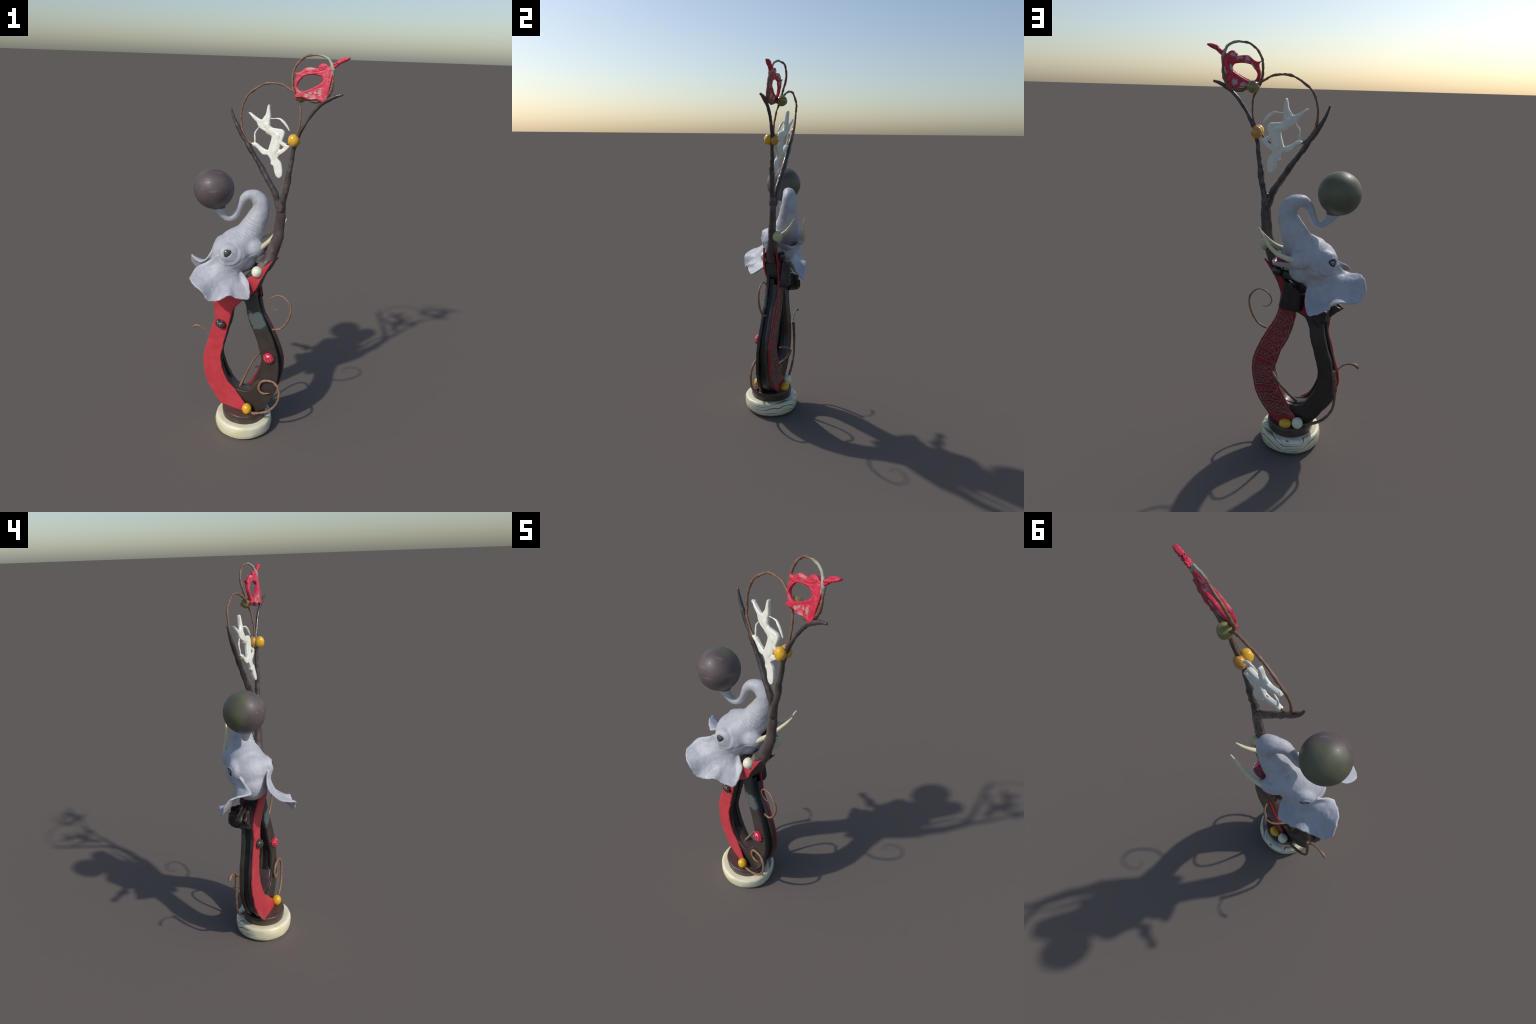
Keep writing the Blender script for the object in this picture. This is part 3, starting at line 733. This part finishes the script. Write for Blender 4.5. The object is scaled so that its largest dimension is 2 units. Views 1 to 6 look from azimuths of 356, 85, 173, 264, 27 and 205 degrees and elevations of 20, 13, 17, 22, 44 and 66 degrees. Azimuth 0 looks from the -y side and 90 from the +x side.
def ear_data(edge, rootc, mid_pull, thick=.0105, nu=90, nv=26, seed=0.0, curl=.0):
    """a flap: root curve on the head, free edge, bellied between"""
    E = even(catmull(edge, 300), nu); R_ = even(catmull(rootc, 100), nu)
    out = E - R_; E = E + out / (np.linalg.norm(out, axis=1)[:, None] + 1e-6) * .0025
    soft = E.copy()                                     # the belly ignores the small waves of the edge
    for _ in range(160):
        soft[1:-1] = .5 * soft[1:-1] + .25 * (soft[:-2] + soft[2:])
    grid = np.zeros((nu, nv, 3))
    for i in range(nu):
        for j in range(nv):
            t = j / (nv - 1)
            e = soft[i] * (1 - t ** 3) + E[i] * t ** 3
            grid[i, j] = R_[i] * (1 - t) + e * t + np.array(mid_pull) * math.sin(math.pi * t) * min(1, 6 * i / nu, 6 * (nu - 1 - i) / nu)
    W3 = np.array([[H(*grid[i, j]) for j in range(nv)] for i in range(nu)])
    du = np.gradient(W3, axis=0); dv = np.gradient(W3, axis=1)
    nrm = np.cross(du, dv); nrm /= np.linalg.norm(nrm, axis=2)[..., None] + 1e-9
    V, F = [], []
    for sg in (1, -1):
        for i in range(nu):
            for j in range(nv):
                t = j / (nv - 1)
                th = thick * (1.35 - .40 * t)
                if j == nv - 1: th *= .9
                k = .0030 * nz(W3[i, j], 15, seed) * t + .0012 * nz(W3[i, j], 50, seed)
                ed = W3[i, j] + (dv[i, j] / (np.linalg.norm(dv[i, j]) + 1e-9)) * (.0045 * nz(W3[i, j], 55, seed + 2) * (t ** 4))
                V.append(ed + nrm[i, j] * (sg * th / 2 + k))
    o = nu * nv
    for i in range(nu - 1):
        for j in range(nv - 1):
            a = i * nv + j
            F.append((a, a + 1, a + nv + 1, a + nv)); F.append((o + a, o + a + nv, o + a + nv + 1, o + a + 1))
    border = [i * nv for i in range(nu)] + [(nu - 1) * nv + j for j in range(1, nv)] + [i * nv + nv - 1 for i in range(nu - 2, -1, -1)] + [j for j in range(nv - 2, 0, -1)]
    for k in range(len(border)):
        a, b = border[k], border[(k + 1) % len(border)]
        F.append((a, b, o + b, o + a))
    return V, F, W3


ear_r_edge = [(-.045, .078, 1.028), (-.062, .058, 1.000), (-.090, .040, .974), (-.120, .049, .964), (-.147, .105, .974), (-.148, .155, .967), (-.145, .188, .928), (-.134, .195, .900), (-.107, .199, .874), (-.075, .194, .866), (-.020, .188, .874), (.015, .178, .860), (.056, .162, .820), (.097, .148, .803), (.116, .130, .807), (.117, .093, .844), (.108, .075, .885), (.095, .055, .915)]
ear_r_root = [(-.027, .084, 1.020), (-.010, .090, .990), (.015, .086, .962), (.050, .074, .940), (.085, .048, .926)]
ear_l_edge = [(-.045, -.070, 1.045), (-.068, -.052, 1.015), (-.100, -.042, .992), (-.143, -.045, .974), (-.177, -.078, .940), (-.182, -.115, .930), (-.153, -.162, .908), (-.130, -.173, .889), (-.108, -.173, .849), (-.077, -.173, .841), (-.048, -.174, .844), (-.025, -.188, .866), (0, -.188, .876), (.026, -.184, .860), (.058, -.182, .849), (.100, -.172, .847), (.113, -.100, .898), (.096, -.085, .925), (.080, -.060, .945)]
ear_l_root = [(-.025, -.078, 1.036), (-.010, -.084, 1.000), (.014, -.082, .972), (.045, -.072, .952), (.075, -.050, .942)]
v, f, EARR = ear_data(ear_r_edge, ear_r_root, (0, -.021, -.017), seed=3); EL.append((v, f))
v, f, EARL = ear_data(ear_l_edge, ear_l_root, (0, .016, -.013), seed=6); EL.append((v, f))


# lower jaw: a scoop with a keel and raised rims
def scoop(keel, rim, width, off, lift0, lift1, shrink=1.0, n=40, m=25):
    k_ = catmull(keel, n); r_ = catmull(rim, n); w_ = catmull([(x,) for x in width], n)[:, 0]
    V, F = [], []
    for layer in (0, 1):
        for i in range(n):
            for j in range(m):
                v = (j / (m - 1)) * 2 - 1
                a = k_[i][0] * (1 - abs(v)) + r_[i][0] * abs(v)
                z = k_[i][1] + (r_[i][1] - k_[i][1]) * abs(v) ** 1.6
                z += (lift1 if layer else lift0) * (1 - .75 * v * v)
                V.append(H(a, off + v * w_[i] * shrink, z))
    o = n * m
    for i in range(n - 1):
        for j in range(m - 1):
            a = i * m + j
            F.append((a, a + 1, a + m + 1, a + m)); F.append((o + a, o + a + m, o + a + m + 1, o + a + 1))
    border = [i * m for i in range(n)] + [(n - 1) * m + j for j in range(1, m)] + [i * m + m - 1 for i in range(n - 2, -1, -1)] + [j for j in range(m - 2, 0, -1)]
    for k in range(len(border)):
        a, b = border[k], border[(k + 1) % len(border)]
        F.append((a, b, o + b, o + a))
    return V, F


keel = [(.075, .915), (.110, .935), (.140, .962), (.172, .988), (.205, 1.003), (.235, 1.012), (.256, 1.020)]
rim = [(.075, 1.000), (.110, 1.014), (.140, 1.027), (.172, 1.036), (.205, 1.044), (.233, 1.045), (.256, 1.036)]
wid = [.064, .066, .066, .063, .055, .042, .020]
EL.append(scoop(keel, rim, wid, .008, 0, .013))

V, F = join_data(EL)
tmp = mesh_object('elephant_head', V, F, M_SKIN.m)
md = tmp.modifiers.new('r', 'REMESH'); md.mode = 'VOXEL'; md.voxel_size = .0030; md.adaptivity = 0
md = tmp.modifiers.new('s', 'SMOOTH'); md.factor = .5; md.iterations = 5
applied(tmp)

# lids, brows and cheek folds: soft ridges pressed into the skin around each eye
me = tmp.data
nv = len(me.vertices)
co = np.empty(nv * 3); me.vertices.foreach_get('co', co); co = co.reshape(-1, 3)
no = np.empty(nv * 3); me.vertices.foreach_get('normal', no); no = no.reshape(-1, 3)
rel = co - HEAD
loc = np.stack([rel @ A_AX, rel @ L_AX, rel @ H_AX], 1)       # h measured from eye height
disp = np.zeros(nv)
def almond(th):
    return 1 + .42 * np.maximum(0, np.cos(th - math.radians(22))) ** 7 + .44 * np.maximum(0, np.cos(th - math.radians(246))) ** 7


EYES = {-1: (.000, .001), 1: (.000, -.002)}
ear_pts = np.concatenate([EARR[:, 4:].reshape(-1, 3), EARL[:, 4:].reshape(-1, 3)])
for sg, (ea, eh) in EYES.items():
    on = (loc[:, 1] * sg > .03)
    x, y = loc[:, 0] - ea, loc[:, 2] - eh
    th = np.arctan2(y, x)
    al = .0168 * almond(th)                              # almond opening
    r = np.sqrt(x ** 2 + y ** 2)
    off = r - al
    rise = -.0028 * (1 / (1 + np.exp(off / .0012))) + .0014 * np.exp(-((off - .0035) / .0035) ** 2)
    # swollen socket, brow crease above, pouch folds below
    rise += .0010 * np.exp(-((r - .022) / .020) ** 2)
    rise += .0022 * np.exp(-((off - .0030) / .0032) ** 2) * np.clip(np.sin(th + .3), 0, 1)       # heavy upper lid
    rise -= .0015 * np.exp(-((r - .050 - .004 * np.cos(2 * th)) / .0055) ** 2) * np.clip(.25 + np.sin(th + .5), 0, 1)
    rise -= .0012 * np.exp(-((np.hypot(x - .008, y + .006) - .046) / .0080) ** 2) * np.clip(.1 - np.sin(th - .35), 0, 1)
    rise += .0017 * np.exp(-((np.hypot(x - .008, y + .006) - .060) / .009) ** 2) * np.clip(.1 - np.sin(th - .35), 0, 1)
    rise -= .0024 * np.exp(-((np.hypot(x - .010, y + .004) - .071) / .007) ** 2) * np.clip(-.1 - np.sin(th - .2), 0, 1)
    # fold behind the mouth corner
    fo = y + .040 - .50 * (x - .09)
    rise -= .0030 * np.exp(-(fo / .006) ** 2) * np.exp(-((x - .105) / .03) ** 2)
    disp += np.where(on, rise, 0)
# creases across the brow side of the trunk
tp = tc[::2]; tt = np.arange(len(tp)) / (len(tp) - 1)
tang = np.gradient(tp[:, :3], axis=0); tang /= np.linalg.norm(tang, axis=1)[:, None]
brow = -np.cross(L_AX, tang)
near_t = ((co[:, None, :] - tp[None, :, :3]) ** 2).sum(2).argmin(1)
away = co - tp[near_t, :3]
side = np.clip((away * brow[near_t]).sum(1) / (np.linalg.norm(away, axis=1) + 1e-9) + .35, 0, 1) ** .7
along = tt[near_t] + ((away * tang[near_t]).sum(1)) / .66
env = np.exp(-((along - .235) / .085) ** 2) * (co[:, 2] > 1.10)
wave = np.sin(along * 215 + 1.8 * np.sin(along * 47) + 1.2 * np.sin(loc[:, 1] * 45))
disp += .0027 * env * side * wave
for i in range(nv):
    p = co[i]
    disp[i] += .0012 * nz(p, 28, 2) + .0007 * nz(p, 75, 5)
co2 = co + no * disp[:, None]
me.vertices.foreach_set('co', co2.ravel()); me.update()
me.shade_smooth()
no = np.empty(nv * 3); me.vertices.foreach_get('normal', no); no = no.reshape(-1, 3)

# split by region: ears, trunk, jaw and the head proper
npoly = len(me.polygons)
cen = np.empty(npoly * 3); me.polygons.foreach_get('center', cen); cen = cen.reshape(-1, 3)
rel = cen - HEAD
ca, cl, ch = rel @ A_AX, rel @ L_AX, rel @ H_AX


def near(points, pts, chunk=4000):
    out = np.empty(len(points))
    for k in range(0, len(points), chunk):
        q = points[k:k + chunk]
        out[k:k + chunk] = np.sqrt(((q[:, None, :] - pts[None]) ** 2).sum(2)).min(1)
    return out


region = np.zeros(npoly, int)
for idx, G in ((1, EARL), (2, EARR)):
    p = G[::2, 7::2].reshape(-1, 3)
    box = np.all((cen > p.min(0) - .02) & (cen < p.max(0) + .02), axis=1)
    dd = np.full(npoly, 9.0); dd[box] = near(cen[box], p)
    region[dd < .013] = idx
tp = tc[::3]
d2 = ((cen[:, None, :] - tp[None, :, :3]) ** 2).sum(2)
kk = d2.argmin(1)
region[(kk > len(tp) * .30) & (d2.min(1) < .11 ** 2) & (cen[:, 2] > 1.12) & (region == 0)] = 3
region[(ca > .118) & (cen[:, 2] < 1.045 ) & (cen[:, 2] < .955 + (ca - .1) * .75) & (region == 0)] = 4
names = {0: 'head', 1: 'ear', 2: 'ear.001', 3: 'trunk', 4: 'lower_jaw'}
pv = [tuple(p.vertices) for p in me.polygons]
head_ob = None
for k in (0, 1, 2, 3, 4):
    sel = np.where(region == k)[0]
    if not len(sel): continue
    used = sorted({i for q in sel for i in pv[q]}); mp = {g: j for j, g in enumerate(used)}
    m2 = bpy.data.meshes.new(names[k])
    m2.from_pydata([tuple(map(float, co2[g])) for g in used], [], [tuple(mp[i] for i in pv[q]) for q in sel])
    m2.materials.append(M_SKIN.m); m2.shade_smooth()
    m2.normals_split_custom_set_from_vertices([tuple(map(float, no[g])) for g in used])
    ob = bpy.data.objects.new(names[k], m2); COL.objects.link(ob)
    if k == 0: head_ob = ob
bpy.data.objects.remove(tmp)

# mouth lining
v, f = scoop([(.105, .972), (.140, .990), (.172, 1.008), (.205, 1.019), (.232, 1.026), (.250, 1.031)],
             [(.105, 1.010), (.140, 1.026), (.172, 1.036), (.205, 1.043), (.231, 1.044), (.250, 1.036)],
             [.060, .058, .054, .046, .034, .016], .008, -.002, .004, .93, 34, 21)
mesh_object('mouth_lining', v, f, M_MOUTH.m)

# tusks
for k, pts in enumerate(([(.150, -.062, 1.060, .016), (.178, -.070, 1.070, .0145), (.215, -.056, 1.088, .0125), (.255, -.034, 1.118, .0105), (.285, -.022, 1.148, .0085), (.308, -.016, 1.175, .0065), (.325, -.013, 1.199, .0030)],
                         [(.140, .080, 1.056, .016), (.165, .092, 1.060, .0155), (.200, .087, 1.068, .0135), (.234, .079, 1.082, .0115), (.262, .070, 1.099, .0105), (.290, .058, 1.128, .0085), (.312, .049, 1.165, .0065), (.329, .043, 1.199, .0028)])):
    c = even(catmull([tuple(H(a, l, z)) + (r,) for a, l, z, r in pts], 120), 50)
    v, f = tube_data(c[:, :3], c[:, 3], 14, 1, None, .08, 40, k)
    mesh_object('tusk' if not k else 'tusk.001', v, f, M_IVORY.m)


# eyes: almond domes, dark rim round the iris
rel2 = co2 - HEAD
loc2 = np.stack([rel2 @ A_AX, rel2 @ L_AX, rel2 @ H_AX], 1)


def eye(name, sg, grow, mat, dome, sink):
    """almond dome that follows the skin it sits in"""
    ea, eh = EYES[sg]
    near_v = loc2[(loc2[:, 1] * sg > .04) & (np.hypot(loc2[:, 0] - ea, loc2[:, 2] - eh) < .045)]
    V, F = [], []
    n, m = 44, 9
    for j in range(m + 1):
        q = j / m
        for i in range(n):
            th = 2 * math.pi * i / n
            rr = .0168 * grow * float(almond(np.array(th))) * q
            x, y = ea + rr * math.cos(th), eh + rr * math.sin(th)
            d = np.hypot(near_v[:, 0] - x, near_v[:, 2] - y); k = d.argsort()[:6]
            skin = np.average(near_v[k, 1], weights=1 / (d[k] + .001))
            l = skin + sg * (dome * (1 - q * q) - sink)
            V.append(HEAD + A_AX * x + L_AX * l + H_AX * y)
    for j in range(m):
        for i in range(n):
            F.append((j * n + i, j * n + (i + 1) % n, (j + 1) * n + (i + 1) % n, (j + 1) * n + i))
    return mesh_object(name, V, F, mat)


eye('eye', -1, .98, M_EYE.m, .0060, -.0002)
eye('eye_rim', 1, .98, M_EYE_RIM.m, .0020, -.0004)
eye('eye.001', 1, .62, M_EYE_G.m, .0050, -.0010)

# ------------------------------------------------------------------ ball
bc = np.array([-.237, .040, 1.354])
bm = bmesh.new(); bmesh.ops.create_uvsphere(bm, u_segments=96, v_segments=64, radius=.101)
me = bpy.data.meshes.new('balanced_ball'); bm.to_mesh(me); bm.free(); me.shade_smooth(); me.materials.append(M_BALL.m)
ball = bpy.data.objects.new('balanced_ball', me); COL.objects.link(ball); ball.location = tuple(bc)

vv, ff = ellipsoid_data(H(-.026, .019, 1.264), E_AX, (.037, .034, .019), 3)
vv = [p + .002 * nz(p, 60, 3) for p in vv]
mesh_object('paste_collar', vv, ff, M_BALL.m)

# ------------------------------------------------------------------ hierarchy
bpy.context.view_layer.update()
SUB = {'ear': head_ob, 'trunk': head_ob, 'lower_jaw': head_ob, 'mouth_lining': head_ob, 'tusk': head_ob, 'eye': head_ob, 'eye_rim': head_ob}
for ob in list(COL.objects):
    if ob is root or ob.parent is not None: continue
    base = ob.name.split('.')[0]
    par = SUB.get(base, root)
    if par is root:
        ob.parent = root; ob.matrix_parent_inverse = Matrix.Translation(Vector(BASE)).inverted()
    else:
        ob.parent = par; ob.matrix_parent_inverse = Matrix.Identity(4)
